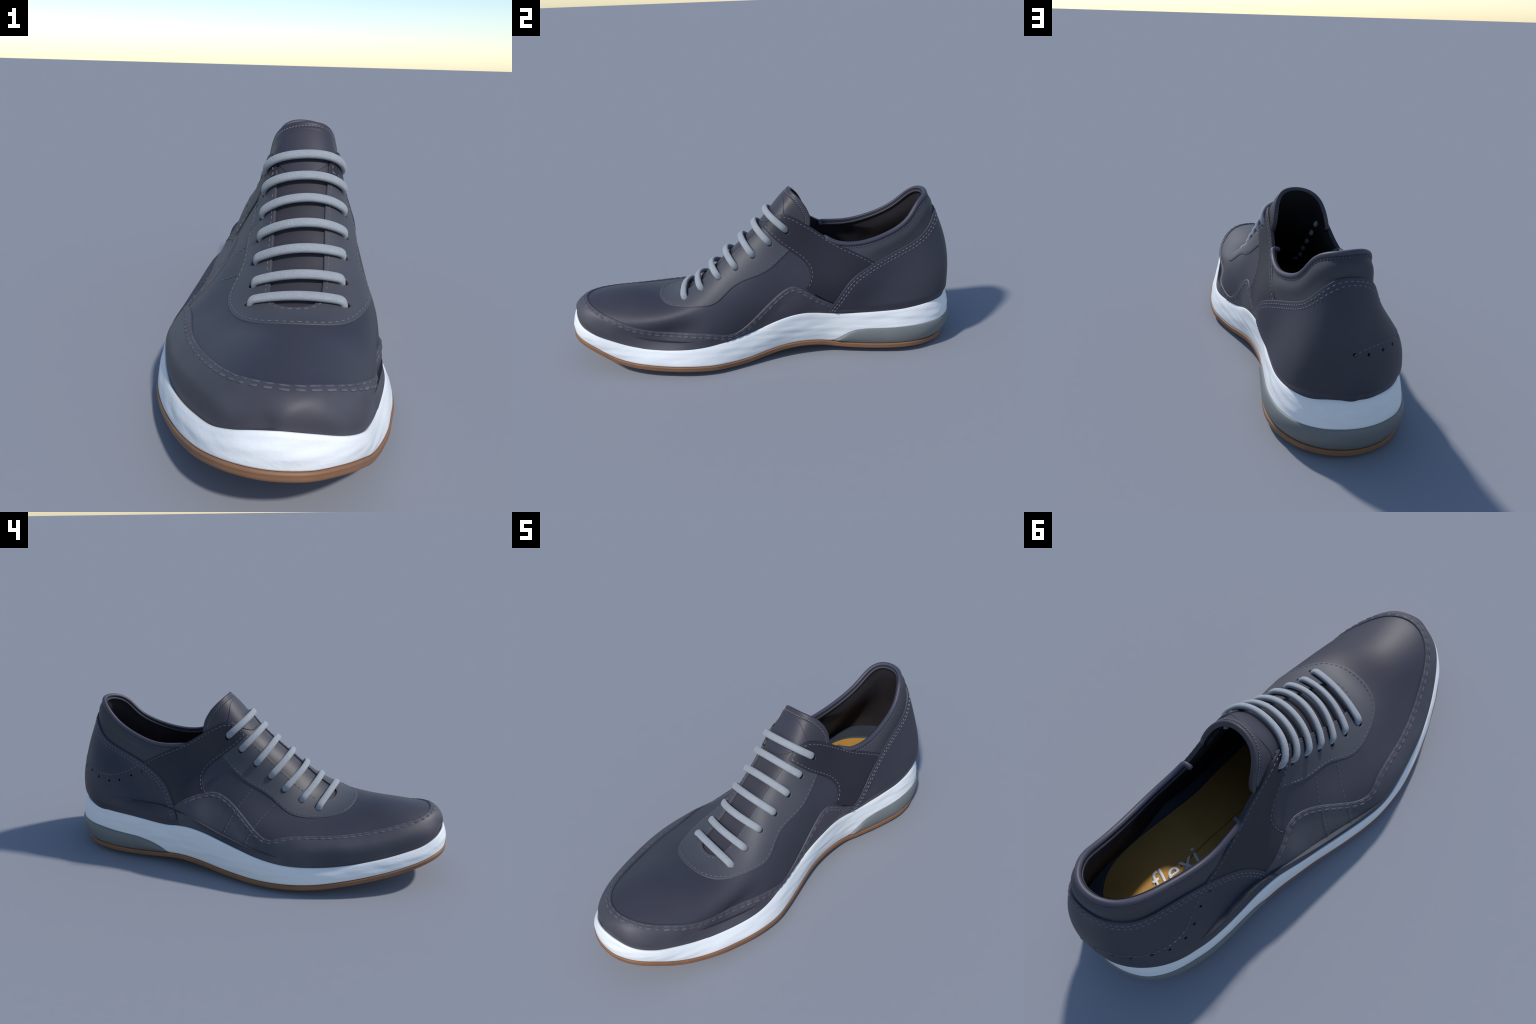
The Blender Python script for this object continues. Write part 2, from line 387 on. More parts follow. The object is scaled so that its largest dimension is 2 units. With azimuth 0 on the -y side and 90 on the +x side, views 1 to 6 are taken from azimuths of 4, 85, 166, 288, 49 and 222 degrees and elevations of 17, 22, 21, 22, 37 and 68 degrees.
def panel(name, material, region, height, edge=0.004, drop=0.004, skirt=0.004, relief=None, parent=None, inner=False, depth=0.006):
    """height: metres above the last; edge: radius of the rolled edge; drop: how far the roll falls; skirt: depth of the cut face."""
    f = region.distance(GRID, GRID_P)
    F = f.reshape(GS, GW)
    block = np.maximum.reduce([F[:-1, :-1], F[1:, :-1], F[1:, 1:], F[:-1, 1:]]) > 0
    i, j = np.where(block)
    quads = np.stack([i * GW + j, i * GW + j + 1, (i + 1) * GW + j + 1, (i + 1) * GW + j], 1)
    used, inv = np.unique(quads, return_inverse=True)
    sw, f, faces = GRID[used], f[used], inv.reshape(quads.shape).tolist()
    sw, f, _, faces = cut_faces(sw, f, faces, 0.0)
    for part in (0.16, 0.5, 1.0):
        sw, f, lo, hi = cut_faces(sw, f, faces, edge * part)
        faces = lo + hi
    sw, f, faces = compact(sw, f, faces)
    x = np.clip(f / edge, 0, 1)
    h = height - drop * (1 - np.sqrt(np.clip(1 - (1 - x) ** 2, 0, 1)))
    P, _, _, N = last(sw, True)
    if relief is not None:
        h = h + relief(P, sw, f)
    if not inner:
        h = tuck(sw, P, h, depth)
    V = P + N * h[:, None]
    # skirt round every open border
    count = {}
    for face in faces:
        for a, b in zip(face, face[1:] + face[:1]):
            count[(a, b)] = 1
    border = [(a, b) for a, b in count if (b, a) not in count]
    ring = {}
    extra = []
    for a, b in border:
        for q in (a, b):
            if q not in ring:
                ring[q] = len(V) + len(extra)
                extra.append(P[q] + N[q] * (h[q] - skirt))
    if inner:
        faces = [face[::-1] for face in faces]
    else:
        faces = faces + [[b, a, ring[a], ring[b]] for a, b in border]
        V = np.vstack([V, extra])
    return add_mesh(name, V, faces, material, parent)


# ------------------------------------------------------------------------------------
# 4. MATERIALS
# ------------------------------------------------------------------------------------
def material(name, colour, rough=0.5, vary=0.12, vary_scale=6.0, bump=0.0, bump_scale=200.0, stretch=(1, 1, 1), spec=0.42, sheen=0.0, tint=None, tint_amount=0.0, bump_dist=0.002):
    m = bpy.data.materials.new(name)
    m.use_nodes = True
    nt = m.node_tree
    b = nt.nodes["Principled BSDF"]
    co = nt.nodes.new("ShaderNodeTexCoord")
    mp = nt.nodes.new("ShaderNodeMapping")
    mp.inputs["Scale"].default_value = stretch
    nt.links.new(co.outputs["Object"], mp.inputs["Vector"])
    no = nt.nodes.new("ShaderNodeTexNoise")
    no.inputs["Scale"].default_value = vary_scale
    no.inputs["Detail"].default_value = 4
    nt.links.new(mp.outputs[0], no.inputs["Vector"])
    ramp = nt.nodes.new("ShaderNodeValToRGB")
    c = np.array(colour)
    t = np.array(tint if tint is not None else colour)
    ramp.color_ramp.elements[0].position, ramp.color_ramp.elements[1].position = 0.3, 0.7
    ramp.color_ramp.elements[0].color = (*(c * (1 - vary)), 1)
    ramp.color_ramp.elements[1].color = (*((c + (t - c) * tint_amount) * (1 + vary)), 1)
    nt.links.new(no.outputs["Fac"], ramp.inputs["Fac"])
    nt.links.new(ramp.outputs["Color"], b.inputs["Base Color"])
    b.inputs["Roughness"].default_value = rough
    b.inputs["Specular IOR Level"].default_value = spec
    if sheen:
        b.inputs["Sheen Weight"].default_value = sheen
    if bump:
        n2 = nt.nodes.new("ShaderNodeTexNoise")
        n2.inputs["Scale"].default_value = bump_scale
        n2.inputs["Detail"].default_value = 3
        nt.links.new(mp.outputs[0], n2.inputs["Vector"])
        bp = nt.nodes.new("ShaderNodeBump")
        bp.inputs["Strength"].default_value = bump
        bp.inputs["Distance"].default_value = bump_dist
        nt.links.new(n2.outputs["Fac"], bp.inputs["Height"])
        nt.links.new(bp.outputs["Normal"], b.inputs["Normal"])
    return m


def lace_material():
    m = material("woven_lace", (0.30, 0.318, 0.345), 0.85, 0.05, 60, spec=0.2, sheen=0.25)
    nt = m.node_tree
    b = nt.nodes["Principled BSDF"]
    co = nt.nodes["Texture Coordinate"]
    mp = nt.nodes.new("ShaderNodeMapping")
    mp.inputs["Rotation"].default_value = (math.radians(45), 0, 0)
    nt.links.new(co.outputs["Object"], mp.inputs["Vector"])
    wave = nt.nodes.new("ShaderNodeTexWave")
    wave.wave_type, wave.bands_direction = "BANDS", "Y"
    wave.inputs["Scale"].default_value = 85
    wave.inputs["Distortion"].default_value = 1.0
    nt.links.new(mp.outputs[0], wave.inputs["Vector"])
    grain = nt.nodes.new("ShaderNodeTexNoise")
    grain.inputs["Scale"].default_value = 420
    nt.links.new(co.outputs["Object"], grain.inputs["Vector"])
    add = nt.nodes.new("ShaderNodeMath")
    add.operation = "ADD"
    nt.links.new(wave.outputs["Fac"], add.inputs[0])
    nt.links.new(grain.outputs["Fac"], add.inputs[1])
    bp = nt.nodes.new("ShaderNodeBump")
    bp.inputs["Strength"].default_value = 0.35
    bp.inputs["Distance"].default_value = 0.0012
    nt.links.new(add.outputs[0], bp.inputs["Height"])
    nt.links.new(bp.outputs["Normal"], b.inputs["Normal"])
    return m


NAVY = material("navy_leather", (0.038, 0.037, 0.053), 0.52, 0.10, 4, 0.05, 260)
STRAP = material("dark_strap_leather", (0.0175, 0.017, 0.026), 0.55, 0.10, 4, 0.05, 260)
GREY = material("grey_leather", (0.060, 0.061, 0.075), 0.54, 0.10, 5, 0.06, 240)
GUARD = material("guard_leather", (0.059, 0.057, 0.072), 0.54, 0.14, 9, 0.06, 220)
COLLAR_M = material("collar_leather", (0.044, 0.044, 0.056), 0.58, 0.10, 5, 0.05, 260)
PIPING = material("collar_piping", (0.052, 0.050, 0.074), 0.5, 0.08, 8)
LINING = material("lining_fabric", (0.024, 0.021, 0.025), 0.8, 0.15, 9, spec=0.2)
TONGUE = material("tongue_leather", (0.041, 0.038, 0.049), 0.5, 0.10, 5, 0.05, 260)
THREAD = material("lilac_thread", (0.21, 0.21, 0.27), 0.7, 0.08, 60, spec=0.2)
THREAD_DIM = material("dim_thread", (0.15, 0.155, 0.18), 0.7, 0.12, 60, spec=0.2)
THREAD_SOFT = material("soft_thread", (0.100, 0.098, 0.120), 0.7, 0.30, 45, spec=0.2)
LACE = lace_material()
WHITE = material("white_foam", (0.80, 0.81, 0.82), 0.45, 0.012, 20, 0.22, 30, (1.6, 0.5, 2.4), bump_dist=0.006)
HEEL_GREY = material("grey_rubber", (0.155, 0.165, 0.165), 0.5, 0.04, 10)
BROWN = material("brown_rubber", (0.23, 0.112, 0.056), 0.55, 0.08, 14)
INSOLE = material("mustard_insole", (0.50, 0.27, 0.055), 0.6, 0.10, 7, 0.1, 150)
RIM = material("insole_rim", (0.035, 0.042, 0.06), 0.6, 0.1, 10)
PRINT = material("white_print", (0.82, 0.83, 0.85), 0.6, 0.02, 10)

# ------------------------------------------------------------------------------------
# 5. THE UPPER
# ------------------------------------------------------------------------------------
shoe = bpy.data.objects.new("lace_up_shoe", None)
COLLECTION.objects.link(shoe)
shoe["label"] = "dark navy leather lace-up shoe with white midsole and brown outsole"
shoe["category"] = "shoe"

g_right, g_left = line(GUARD_RIGHT), line(GUARD_LEFT)
guard_line = line(GUARD_RIGHT + GUARD_LEFT)
eye_line = line(EYESTAY)
throat_line = line(THROAT)
low_r, low_l = line(STRAP_LOW_RIGHT), line(STRAP_LOW_LEFT)
top_r, top_l = line(TOP_RIGHT), line(TOP_LEFT)
counter_line = line(COUNTER)
collar_line = line(COLLAR)
rim_line = line(TONGUE_RIM)

H_VAMP, H_EYE, H_STRAP, H_GUARD, H_COUNTER, H_TONGUE = 0.0, 0.0035, 0.0050, 0.0060, 0.0090, -0.005
eyelets = [((s, w + 0.004), 0.0115) for s, w in LACE_R] + [((s, w - 0.004), 0.0115) for s, w in LACE_L]

region_guard = Region(
    (guard_line, True), (np.array([(0.66, 0.05), (0.69, -0.05), (-0.02, -0.05), (-0.02, 1.05), (0.67, 1.05), (0.67, 0.98)]), False))
region_counter = Region(
    (counter_line, True), (np.array([(0.604, -0.05), (1.02, -0.05), (1.02, 1.05), (0.604, 1.05)]), False))
region_eyestay = Region(
    (eye_line, True), (np.array([(0.53, 0.27), (0.505, 0.385)]), False), (throat_line, True), (np.array([(0.503, 0.63), (0.548, 0.74)]), False), holes=eyelets)
region_strap_r = Region(
    (low_r, True), (shift(g_right[:54][::-1], 0.007), False), (np.array([(0.66, 0.90), (0.69, 0.85), (0.712, 0.84)]), False), (top_r[::-1], True), holes=eyelets)
region_strap_l = Region(
    (low_l, True), (shift(g_left[-46:], 0.007), False), (np.array([(0.66, 0.09), (0.69, 0.13), (0.72, 0.155)]), False), (top_l[::-1], True), holes=eyelets)
throat_wide = shift(throat_line, -0.008)
under_guard = shift(np.vstack([g_right[40:], guard_line[len(g_right):len(g_right) + 13], g_left[:-20]]), 0.02)
region_vamp = Region(
    (under_guard, False), (np.array([(0.56, 0.12), (0.55, 0.17), (0.515, 0.32), (0.503, 0.36)]), False), (throat_wide, True),
    (np.array([(0.503, 0.65), (0.535, 0.73), (0.57, 0.80), (0.585, 0.88)]), False), holes=eyelets)
under_collar = np.array([(.583, .222), (.63, .18), (.70, .145), (.745, .185), (.785, .235), (.797, .29), (.80, .34), (.81, .40), (.815, .47), (.816, .53), (.814, .6), (.811, .66),
                         (.803, .72), (.79, .775), (.76, .82), (.71, .85), (.655, .805), (.60, .755), (.588, .742)])
region_collar = Region((shift(collar_line, -0.009), True), (under_collar, False))


def wrinkle(amount, scale):
    """Slight unevenness of stretched leather."""
    a = rng.uniform(0, TAU, 6)
    k = rng.normal(0, scale, (6, 3))

    def fn(P, sw, f):
        return amount * sum(np.sin(P @ k[i] + a[i]) for i in range(6)) / 3
    return fn


_guard_wrinkle = wrinkle(0.0006, 16)


def guard_relief(P, sw, f):
    """The guard stands proud along its stitched edge and lies flush towards the sole."""
    x = np.clip((f - 0.014) / 0.05, 0, 1)
    return _guard_wrinkle(P, sw, f) - 0.0045 * x * x * (3 - 2 * x)


def collar_puff(P, sw, f):
    return 0.007 * np.exp(-((f - 0.05) / 0.03) ** 2) * np.clip((P[:, 1] - 0.42) / 0.12, 0, 1)


def hollow(P, sw, f):
    """Soft dips beside seams where the layer below is drawn in."""
    return -0.0012 * np.exp(-f / 0.012)


upper = bpy.data.objects.new("upper", None)
COLLECTION.objects.link(upper)
upper.parent = shoe

panel("vamp", NAVY, region_vamp, H_VAMP, 0.003, 0.002, 0.006, wrinkle(0.0007, 14), upper, depth=0.014)
panel("eyestay", GREY, region_eyestay, H_EYE, 0.004, 0.0032, 0.006, wrinkle(0.0005, 16), upper)
panel("side_strap", STRAP, region_strap_r, H_STRAP, 0.0045, 0.004, 0.014, wrinkle(0.0005, 16), upper, depth=0.012)
panel("side_strap", STRAP, region_strap_l, H_STRAP, 0.0045, 0.004, 0.014, wrinkle(0.0005, 16), upper, depth=0.012)
panel("toe_guard", GUARD, region_guard, H_GUARD, 0.006, 0.006, 0.006, guard_relief, upper, depth=0.001)

# brogue holes of the heel counter
region_counter_holed = Region(
    (counter_line, True), (np.array([(0.604, -0.05), (1.02, -0.05), (1.02, 1.05), (0.604, 1.05)]), False), holes=[((s, w), 0.0055) for s, w in HOLES])
panel("heel_counter", NAVY, region_counter_holed, H_COUNTER, 0.004, 0.004, 0.012, wrinkle(0.0006, 12), upper, depth=0.001)
panel("collar", COLLAR_M, region_collar, 0.0, 0.004, 0.003, 0.01, collar_puff, upper)

# lining: the whole last, drawn inwards, less the opening
opening_poly = np.vstack([collar_line, top_l[98:131][::-1], rim_line[::-1], top_r[100:124]])


class Lining(Region):
    def __init__(self):
        edge = np.vstack([last(arc_resample(x, 0.0012)) for x in (collar_line, rim_line, top_l, top_r)])
        self.poly = np.array([(-1.0, -1.0), (2.0, -1.0), (2.0, 2.0), (-1.0, 2.0)])
        self.tree = kdtree.KDTree(len(edge))
        for i, p in enumerate(edge):
            self.tree.insert(p, i)
        self.tree.balance()

    def distance(self, sw, P):
        d = np.array([self.tree.find(p)[2] for p in P])
        return np.where(inside(opening_poly, sw), -d, d)


def padding(P, sw, f):
    deep = np.clip(f / 0.09, 0, 1)
    rear = np.clip((P[:, 1] - 0.1) / 0.3, 0, 1)
    return -(0.004 + 0.013 * rear) * deep * deep * (3 - 2 * deep)


panel("lining", LINING, Lining(), -0.012, 0.004, 0.0, 0.0, padding, upper, inner=True)

# tongue, a half tube that runs under the eyestay
region_tongue = Region(
    (rim_line, True), (np.array([(0.54, 0.29), (0.48, 0.345), (0.39, 0.36), (0.3, 0.37), (0.275, 0.42), (0.27, 0.5), (0.277, 0.58), (0.3, 0.62), (0.39, 0.65), (0.48, 0.67), (0.54, 0.70), (0.568, 0.727)]), False))
panel("tongue", TONGUE, region_tongue, H_TONGUE + 0.003, 0.006, 0.007, 0.012,
      lambda P, sw, f: -0.004 * np.exp(-(((f - 0.022) / 0.006) ** 2)) - 0.003 * np.clip((f - 0.03) / 0.03, 0, 1), upper)
patch_top, patch_low = line(PATCH), line(PATCH_LOW)
region_patch = Region((patch_top, True), (np.array([(0.51, 0.355), (0.498, 0.375)]), False), (patch_low, True), (np.array([(0.50, 0.63), (0.515, 0.655)]), False))
panel("tongue_patch", NAVY, region_patch, H_TONGUE + 0.0025, 0.003, 0.002, 0.003, None, upper)


# ---- swept tubes (piping, laces, beads)
def tube(name, path, normals, ra, rb, mat, parent, seg=16, power=2.0, caps=True, taper=None):
    """Sweep a rounded section: half-width ra across the normal, rb along it."""
    P = np.asarray(path, float)
    T = np.gradient(P, axis=0)
    T /= np.linalg.norm(T, axis=1, keepdims=True) + 1e-12
    N = np.asarray(normals, float)
    N = N - (N * T).sum(1, keepdims=True) * T
    N /= np.linalg.norm(N, axis=1, keepdims=True) + 1e-12
    Bn = np.cross(T, N)
    a = np.linspace(0, TAU, seg, endpoint=False)
    ca, sa = np.sign(np.cos(a)) * np.abs(np.cos(a)) ** (2 / power), np.sign(np.sin(a)) * np.abs(np.sin(a)) ** (2 / power)
    k = np.ones(len(P)) if taper is None else np.asarray(taper)
    V = P[:, None] + k[:, None, None] * (ra * ca[None, :, None] * Bn[:, None] + rb * sa[None, :, None] * N[:, None])
    n = len(P)
    if caps:
        e0 = [P[0] + (V[0] - P[0]) * q - T[0] * min(ra, rb) * d for q, d in ((0.45, 0.9), (0.85, 0.5))]
        e1 = [P[-1] + (V[-1] - P[-1]) * q + T[-1] * min(ra, rb) * d for q, d in ((0.85, 0.5), (0.45, 0.9))]
        V = np.concatenate([np.array(e0), V, np.array(e1)])
        n += 4
    faces = [(i * seg + j, i * seg + (j + 1) % seg, (i + 1) * seg + (j + 1) % seg, (i + 1) * seg + j) for i in range(n - 1) for j in range(seg)]
    V = V.reshape(-1, 3)
    if caps:
        faces += [tuple(range(seg))[::-1], tuple(range((n - 1) * seg, n * seg))]
    return add_mesh(name, V, faces, mat, parent)


# rolled collar edge: follows the rim, both ends hook inwards
def rim_path(offset, h, hook):
    sw = arc_resample(shift(collar_line, -offset), 0.008)
    P, Ps, Pw, N = last(sw, True)
    path = P + N * h
    if hook:
        for end in (0, -1):
            q, n = path[end], N[end]
            t = path[end] - path[4 if end == 0 else -5]
            t = t / np.linalg.norm(t)
            turn = [q + t * 0.012 * math.sin(a) - n * 0.012 * (1 - math.cos(a)) for a in np.linspace(0.35, 1.57, 5)]
            turn += [turn[-1] - n * d + t * 0.001 for d in (0.006, 0.012)]
            nn = [n * math.cos(a) + t * math.sin(a) for a in np.linspace(0.35, 1.57, 5)] + [t] * 2
            if end == 0:
                path, N = np.vstack([turn[::-1], path]), np.vstack([nn[::-1], N])
            else:
                path, N = np.vstack([path, turn]), np.vstack([N, nn])
    return path, N


p, n = rim_path(0.0095, -0.002, True)
tube("collar_piping", p, n, 0.0115, 0.0115, PIPING, upper, 18)
p, n = rim_path(0.017, -0.0165, False)
tube("inner_piping", p, n, 0.006, 0.006, COLLAR_M, upper, 12)

# ---- stitches
region_tests = [(region_counter, H_COUNTER), (region_guard, H_GUARD), (region_strap_r, H_STRAP), (region_strap_l, H_STRAP), (region_eyestay, H_EYE)]


def stitch_mesh(L, W, H):
    """One stitch: a small pillow of thread, long axis x, z up."""
    V, F = [], []
    seg, prof = 8, ((-1.0, 0.35), (-0.8, 0.85), (0.0, 1.0), (0.8, 0.85), (1.0, 0.35))
    for x, r in prof:
        for k in range(seg):
            a = TAU * k / seg
            V.append((x * L / 2, r * W / 2 * math.cos(a), r * H / 2 * math.sin(a)))
    for i in range(len(prof) - 1):
        for k in range(seg):
            F.append((i * seg + k, i * seg + (k + 1) % seg, (i + 1) * seg + (k + 1) % seg, (i + 1) * seg + k))
    F += [tuple(range(seg))[::-1], tuple(range((len(prof) - 1) * seg, len(prof) * seg))]
    return np.array(V), F


def stitch_row(name, curves, length, gap, width, height, mat, lift=None, slant=0.0, thick=0.003, jitter=0.12, sides=(0.0,)):
    """Dashes laid along curves of (s, w); height None = on whatever panel lies there."""
    base, bf = stitch_mesh(length, width, thick)
    V, F = [], []
    for c in curves:
        c = arc_resample(np.asarray(c), (length + gap))
        P, Ps, Pw, N = last(c, True)
        T = np.gradient(P, axis=0)
        T /= np.linalg.norm(T, axis=1, keepdims=True) + 1e-12
        if height is None:
            h = np.full(len(c), H_VAMP)
            for reg, hh in reversed(region_tests):
                h[reg.has(c)] = hh
        else:
            h = np.full(len(c), height)
        h = h + (lift if lift is not None else 0.0008)
        for p, t, n, hh in zip(P, T, N, h):
            t = t - n * (t @ n)
            t /= np.linalg.norm(t) + 1e-12
            a = slant + rng.normal(0, 0.05)
            b = np.cross(n, t)
            t, b = t * math.cos(a) + b * math.sin(a), b * math.cos(a) - t * math.sin(a)
            k = 1 + rng.normal(0, jitter * 0.6)
            M = np.stack([t * k, b, n], 0)
            F += [tuple(i + len(V) * len(base) for i in f) for f in bf]
            for k2, (off, wide) in enumerate((x, 1.0) if np.isscalar(x) else x for x in sides):
                if k2:
                    F += [tuple(i + len(V) * len(base) for i in f) for f in bf]
                V.append((base * (1, wide, 1)) @ M + p + n * hh + b * off)
    ob = add_mesh(name, np.vstack(V), F, mat, upper)
    ob["kind"] = "stuff"
    return ob


def trim(c, a, b):
    n = len(c)
    return c[int(a * n):int(b * n)]


stitch_row("eyestay_stitching", [trim(shift(eye_line, -0.012), 0.03, 0.97)], 0.0125, 0.0095, 0.0028, H_EYE, THREAD_DIM)
thr = shift(throat_line, -0.013)
thr_l, thr_u, thr_r = trim(thr, 0.10, 0.40), trim(thr, 0.43, 0.58), trim(thr, 0.61, 0.93)
stitch_row("throat_stitching", [thr_l, thr_u, thr_r], 0.0125, 0.010, 0.0026, H_EYE, THREAD_DIM)
strap_r_in, strap_l_in = shift(np.vstack([top_r[::-1], low_r]), 0.0125), shift(np.vstack([low_l[::-1], top_l]), 0.0125)
strap_r_in, strap_l_in = trim(strap_r_in, 0.01, 0.98), trim(strap_l_in, 0.02, 0.99)
stitch_row("strap_stitching", [strap_r_in, strap_l_in], 0.0125, 0.009, 0.0026, H_STRAP, THREAD)
stitch_row("counter_stitching", [trim(shift(counter_line, d), 0.03, 0.975) for d in (-0.015, -0.030)], 0.0115, 0.0095, 0.0034, H_COUNTER, THREAD)
# the guard carries a broad double row, thin stitches above and thick ones below, in step
stitch_row("guard_stitching", [trim(shift(guard_line, 0.015), 0.02, 0.98)], 0.0255, 0.0105, 0.0085, H_GUARD, THREAD_SOFT, lift=-0.0001, thick=0.0028, jitter=0.2, sides=((-0.0065, 0.65), (0.0065, 1.1)))
stitch_row("collar_stitching", [trim(shift(collar_line, -0.026), 0.06, 0.95)], 0.0075, 0.0055, 0.0026, 0.0035, THREAD_DIM, slant=0.5)
stitch_row("tongue_stitching", [trim(shift(rim_line, 0.024), 0.04, 0.96)], 0.0085, 0.0035, 0.0028, H_TONGUE + 0.0005, THREAD, slant=0.45)
stitch_row("counter_brogue_stitching", [line(VLINE)], 0.012, 0.008, 0.0026, H_COUNTER, THREAD)
stitch_row("side_seam_stitching", [line(LINE1), line(LINE2)], 0.014, 0.006, 0.0026, None, THREAD_DIM)

# ---- laces: seven flat woven bars, each lying in the plane through its two eyelets and its crest
LACE_CREST = [(0.018, 0.746), (-0.042, 0.682), (-0.110, 0.618), (-0.190, 0.551), (-0.266, 0.485), (-0.338, 0.422), (-0.408, 0.377)]
for (sr, wr), (sl, wl), (cy, cz) in zip(LACE_R, LACE_L, LACE_CREST):
    ends = last([(sl, wl), (sr, wr)])
    crest = np.array([0.072, cy, cz])
    nrm = np.cross(ends[1] - ends[0], crest - ends[0])
    nrm /= np.linalg.norm(nrm)
    t = np.linspace(0, 1, 61)
    u = 2 * t - 1
    w = wl - 0.003 + (wr - wl + 0.006) * t
    lo, hi = np.full(61, 0.2), np.full(61, 0.62)
    side = lambda sv: (last(np.stack([sv, w], 1)) - ends[0]) @ nrm
    sign = np.sign(side(hi))
    for _ in range(26):
        mid = (lo + hi) / 2
        up_half = np.sign(side(mid)) == sign
        hi, lo = np.where(up_half, mid, hi), np.where(up_half, lo, mid)
    sw = np.stack([(lo + hi) / 2, w], 1)
    P, _, _, N = last(sw, True)
    rise = max(0.016, float((crest - P[30]) @ N[30]))
    h = 0.003 + 0.012 * np.clip((1 - np.abs(u)) / 0.15, 0, 1) ** 0.7 + (rise - 0.015) * (1 - u**2)
    h = h - 0.024 * np.clip((np.abs(u) - 0.95) / 0.05, 0, 1) ** 2
    path = soften(P + N * h[:, None], 3)
    tube("lace", path, N, 0.0165, 0.0108, LACE, shoe, 20, 2.3)

# ------------------------------------------------------------------------------------
# 6. THE SOLE: lip (where the upper meets the midsole) and lower edge, toe -> right side -> heel -> left side
# ------------------------------------------------------------------------------------
NR = len(LIP)
tan = np.roll(LOW, -1, 0) - np.roll(LOW, 1, 0)
OUT = np.stack([tan[:, 1], -tan[:, 0], 0 * tan[:, 0]], 1)
for _ in range(30):
    OUT = (np.roll(OUT, 1, 0) + OUT + np.roll(OUT, -1, 0)) / 3
OUT /= np.linalg.norm(OUT, axis=1, keepdims=True)
if OUT[NR // 4] @ np.array([1.0, 0, 0]) < 0:
    OUT = -OUT
UP = np.array([0, 0, 1.0])
yy = LIP[:, 1]
is_right = LIP[:, 0] > 0.05
# grey heel insert: its upper edge, as height over y
edge_r = np.interp(yy, [.32, .36, .40, .44, .50, .6, .75, .88, .97], [.066, .083, .111, .128, .136, .137, .140, .146, .150])
edge_l = np.interp(yy, [.37, .43, .48, .55, .65, .75, .85, .97], [.068, .098, .117, .134, .142, .147, .150, .150])
edge = np.where(is_right, edge_r, edge_l)
start = np.where(is_right, .315, .365)
GREY_U = np.clip((LIP[:, 2] - edge) / (LIP[:, 2] - LOW[:, 2]), 0, 1)  # 0 at lip, 1 at lower edge
GREY_U[yy < start] = 1.0
for _ in range(3):
    GREY_U = (np.roll(GREY_U, 1) + 2 * GREY_U + np.roll(GREY_U, -1)) / 4
heelness = np.clip((yy - 0.70) / 0.25, 0, 1)
heelness = heelness**2 * (3 - 2 * heelness)


def wall(u):
    """Side wall of the midsole, u = 0 lip .. 1 lower edge (arrays allowed)."""
    u = np.broadcast_to(np.asarray(u, float), (NR,))[:, None]
    bulge = (0.006 + 0.020 * heelness[:, None]) * np.sin(np.clip(u, 0, 1) * math.pi) ** 0.8
    return LIP + (LOW - LIP) * u + OUT * bulge


def loft(name, rings, mat, parent, close_first=False, close_last=False):
    n = len(rings[0])
    V = np.vstack(rings)
    F = [(i * n + j, (i + 1) * n + j, (i + 1) * n + (j + 1) % n, i * n + (j + 1) % n) for i in range(len(rings) - 1) for j in range(n)]
    if close_first:
        F.append(tuple(range(n)))
    if close_last:
        F.append(tuple(range((len(rings) - 1) * n, len(rings) * n))[::-1])
    return add_mesh(name, V, F, mat, parent)


sole = bpy.data.objects.new("sole", None)
COLLECTION.objects.link(sole)
sole.parent = shoe

# foam midsole: inner shelf, rounded lip, wall down to the grey insert or the lower edge
ripple_k = rng.normal(0, 1, (8, 3)) * np.array([22, 18, 60])
ripple_a = rng.uniform(0, TAU, 8)


def ripple(P):
    return 0.0006 * sum(np.sin(P @ ripple_k[i] + ripple_a[i]) for i in range(8))[:, None]


rings = [LIP - OUT * 0.06 - UP * 0.05, LIP - OUT * 0.018 - UP * 0.04, LIP - OUT * 0.010 - UP * 0.010, LIP - OUT * 0.0065 - UP * 0.002, LIP - OUT * 0.002 + UP * 0.0012, LIP + OUT * 0.002 + UP * 0.0008]
for f in np.linspace(0.03, 1, 22):
    P = wall(GREY_U * f)
    rings.append(P + OUT * (ripple(P) * math.sin(f * math.pi) + 0.004 * (1 - (1 - min(1, f / 0.08)) ** 2) * (1 - f)))
last_ring = rings[-1]
rings += [last_ring - OUT * 0.004 - UP * 0.0015, last_ring - OUT * 0.05 - UP * 0.002]
loft("midsole", rings, WHITE, sole)

# grey heel insert, standing slightly proud
t_in = np.clip((1 - GREY_U) / 0.12, 0, 1)[:, None]
rings = [wall(GREY_U) - OUT * 0.012 - UP * 0.0005]
for f, o in ((0.0, 0.0), (0.03, 0.004), (0.10, 0.0075), (0.25, 0.0105), (0.45, 0.012), (0.65, 0.0105), (0.85, 0.006), (0.96, 0.002), (1.0, 0.0)):
    rings.append(wall(GREY_U + (1 - GREY_U) * f) + OUT * (o * t_in) - OUT * 0.006 * (1 - t_in))
rings.append(LOW - OUT * 0.03 * 1.0 - UP * 0.0008)
sel = np.where(GREY_U < 0.998)[0]
brk = np.where(np.diff(sel) > 1)[0]
if len(brk):
    sel = np.r_[sel[brk[0] + 1:], sel[:brk[0] + 1]]
n = len(sel)
V = np.vstack([r[sel] for r in rings])
F = [(i * n + j, (i + 1) * n + j, (i + 1) * n + j + 1, i * n + j + 1) for i in range(len(rings) - 1) for j in range(n - 1)]
add_mesh("heel_insert", V, F, HEEL_GREY, sole)

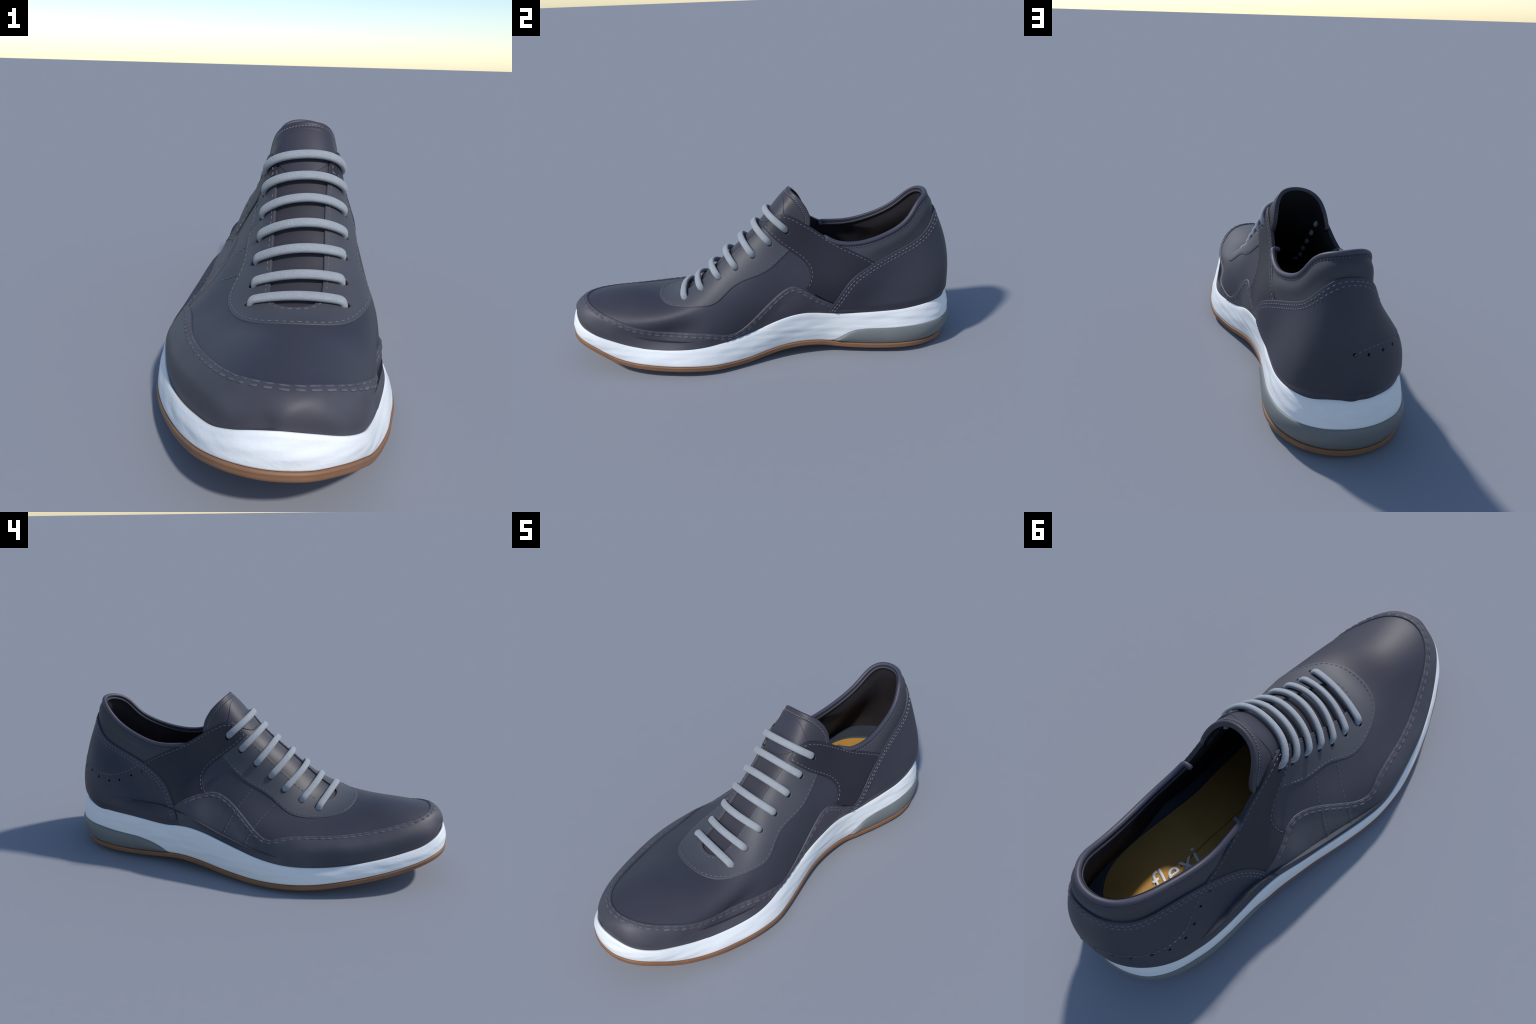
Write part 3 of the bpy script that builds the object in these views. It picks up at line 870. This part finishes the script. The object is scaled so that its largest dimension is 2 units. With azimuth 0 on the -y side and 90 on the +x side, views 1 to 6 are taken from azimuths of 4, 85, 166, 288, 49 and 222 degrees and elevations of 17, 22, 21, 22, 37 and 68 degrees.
# brown outsole with a raised welt at its upper edge
base = LOW - UP * 0.0025
rings = [base - OUT * 0.05, base - OUT * 0.003]
for o, d in ((0.001, 0.0), (0.0045, 0.002), (0.006, 0.006), (0.0045, 0.010), (0.0042, 0.013), (0.005, 0.018), (0.003, 0.024), (-0.002, 0.0285), (-0.012, 0.032), (-0.03, 0.0355)):
    rings.append(base + OUT * o - UP * d)
cen = np.stack([np.full(NR, 0.03), yy * 0.96, np.interp(yy, [-1, 0, 1], [0, 0, 0])], 1)
inner = rings[-1]
for q in (0.3, 0.6, 0.9):
    r = inner + (cen - inner) * q * np.array([1, 0.25, 0]) - UP * 0.006 * q
    rings.append(r)
lowest = min(r[:, 2].min() for r in rings)
for r in rings[-6:]:
    pass
rings = [np.where(np.arange(3) == 2, np.maximum(r, 0.0), r) if lowest < 0 else r - UP * lowest for r in rings]
loft("outsole", rings, BROWN, sole, False, True)

# ------------------------------------------------------------------------------------
# 7. INSOLE with lettering
# ------------------------------------------------------------------------------------
def insole_z(x, y):
    z = np.interp(y, [-1, -.85, -.6, -.3, -.1, .05, .2, .4, .6, .8, 1.0], [.23, .2, .155, .135, .165, .205, .255, .292, .302, .303, .300])
    mid = np.interp(y, [-1, -.3, .2, .95], [.05, .0, -.005, .05])
    half = np.interp(y, [-1, -.3, .2, .6, .95], [.15, .3, .22, .21, .12])
    return z + 0.010 * np.clip(np.abs(x - mid) / half, 0, 1.2) ** 3


rear = np.clip((yy + 0.2) / 0.5, 0, 1)[:, None]
left = np.clip((0.05 - LIP[:, :1]) / 0.2, 0, 1)
INSET = LIP - OUT * (0.036 + rear * (0.009 + 0.055 * left + 0.04 * heelness[:, None]))
INSET = np.array([(np.roll(INSET, k, 0)) for k in range(-12, 13)]).mean(0)
rings = []
spine = np.stack([np.full(NR, 0.03), np.clip(yy, -0.7, 0.72), np.zeros(NR)], 1)
for q in np.linspace(0, 0.98, 16):
    r = INSET + (spine - INSET) * q
    r[:, 2] = insole_z(r[:, 0], r[:, 1])
    rings.append(r)
loft("insole", rings, INSOLE, shoe, False, True)
# sloping fabric band between insole and lining
band = []
for q in np.linspace(0, 1, 7):
    r = rings[0] + (LIP - OUT * 0.008 - rings[0]) * q
    r[:, 2] = rings[0][:, 2] + 0.004 * math.sin(q * math.pi) + (0.002 + 0.02 * q * q)
    band.append(r)
band.insert(0, rings[0] - UP * 0.01 + OUT * 0.0005)
loft("insole_rim", band[::-1], RIM, shoe)

# the word printed on the heel seat, read from the left side of the shoe
font = bpy.data.curves.new("insole_lettering", "FONT")
font.body = "flexi"
font.size = 0.116
font.extrude = 0.0
font.offset = 0.0006
font.space_character = 1.05
font.resolution_u = 6
tmp = bpy.data.objects.new("insole_lettering", font)
COLLECTION.objects.link(tmp)
bpy.context.view_layer.update()
flat = bpy.data.meshes.new_from_object(tmp.evaluated_get(bpy.context.evaluated_depsgraph_get()))
bpy.data.objects.remove(tmp)
import bmesh
bm = bmesh.new()
bm.from_mesh(flat)
bmesh.ops.triangulate(bm, faces=bm.faces[:])
bmesh.ops.subdivide_edges(bm, edges=[e for e in bm.edges if e.calc_length() > 0.012], cuts=2, use_grid_fill=False)
bmesh.ops.triangulate(bm, faces=bm.faces[:])
ext = bmesh.ops.extrude_face_region(bm, geom=bm.faces[:])
moved = {v for v in ext["geom"] if isinstance(v, bmesh.types.BMVert)}
along, upd, origin = Vector((-0.026, -0.146, 0)).normalized(), Vector((0.147, -0.045, 0)).normalized(), Vector((0.016, 0.683, 0))
for v in bm.verts:
    p = origin + along * v.co.x + upd * v.co.y
    p.z = float(insole_z(np.array([p.x]), np.array([p.y]))[0]) + (0.0022 if v in moved else 0.0008)
    v.co = p
bmesh.ops.recalc_face_normals(bm, faces=bm.faces[:])
bm.to_mesh(flat)
bm.free()
flat.name = "insole_lettering"
flat.materials.clear()
flat.materials.append(PRINT)
ob = bpy.data.objects.new("insole_lettering", flat)
COLLECTION.objects.link(ob)
ob.parent = shoe
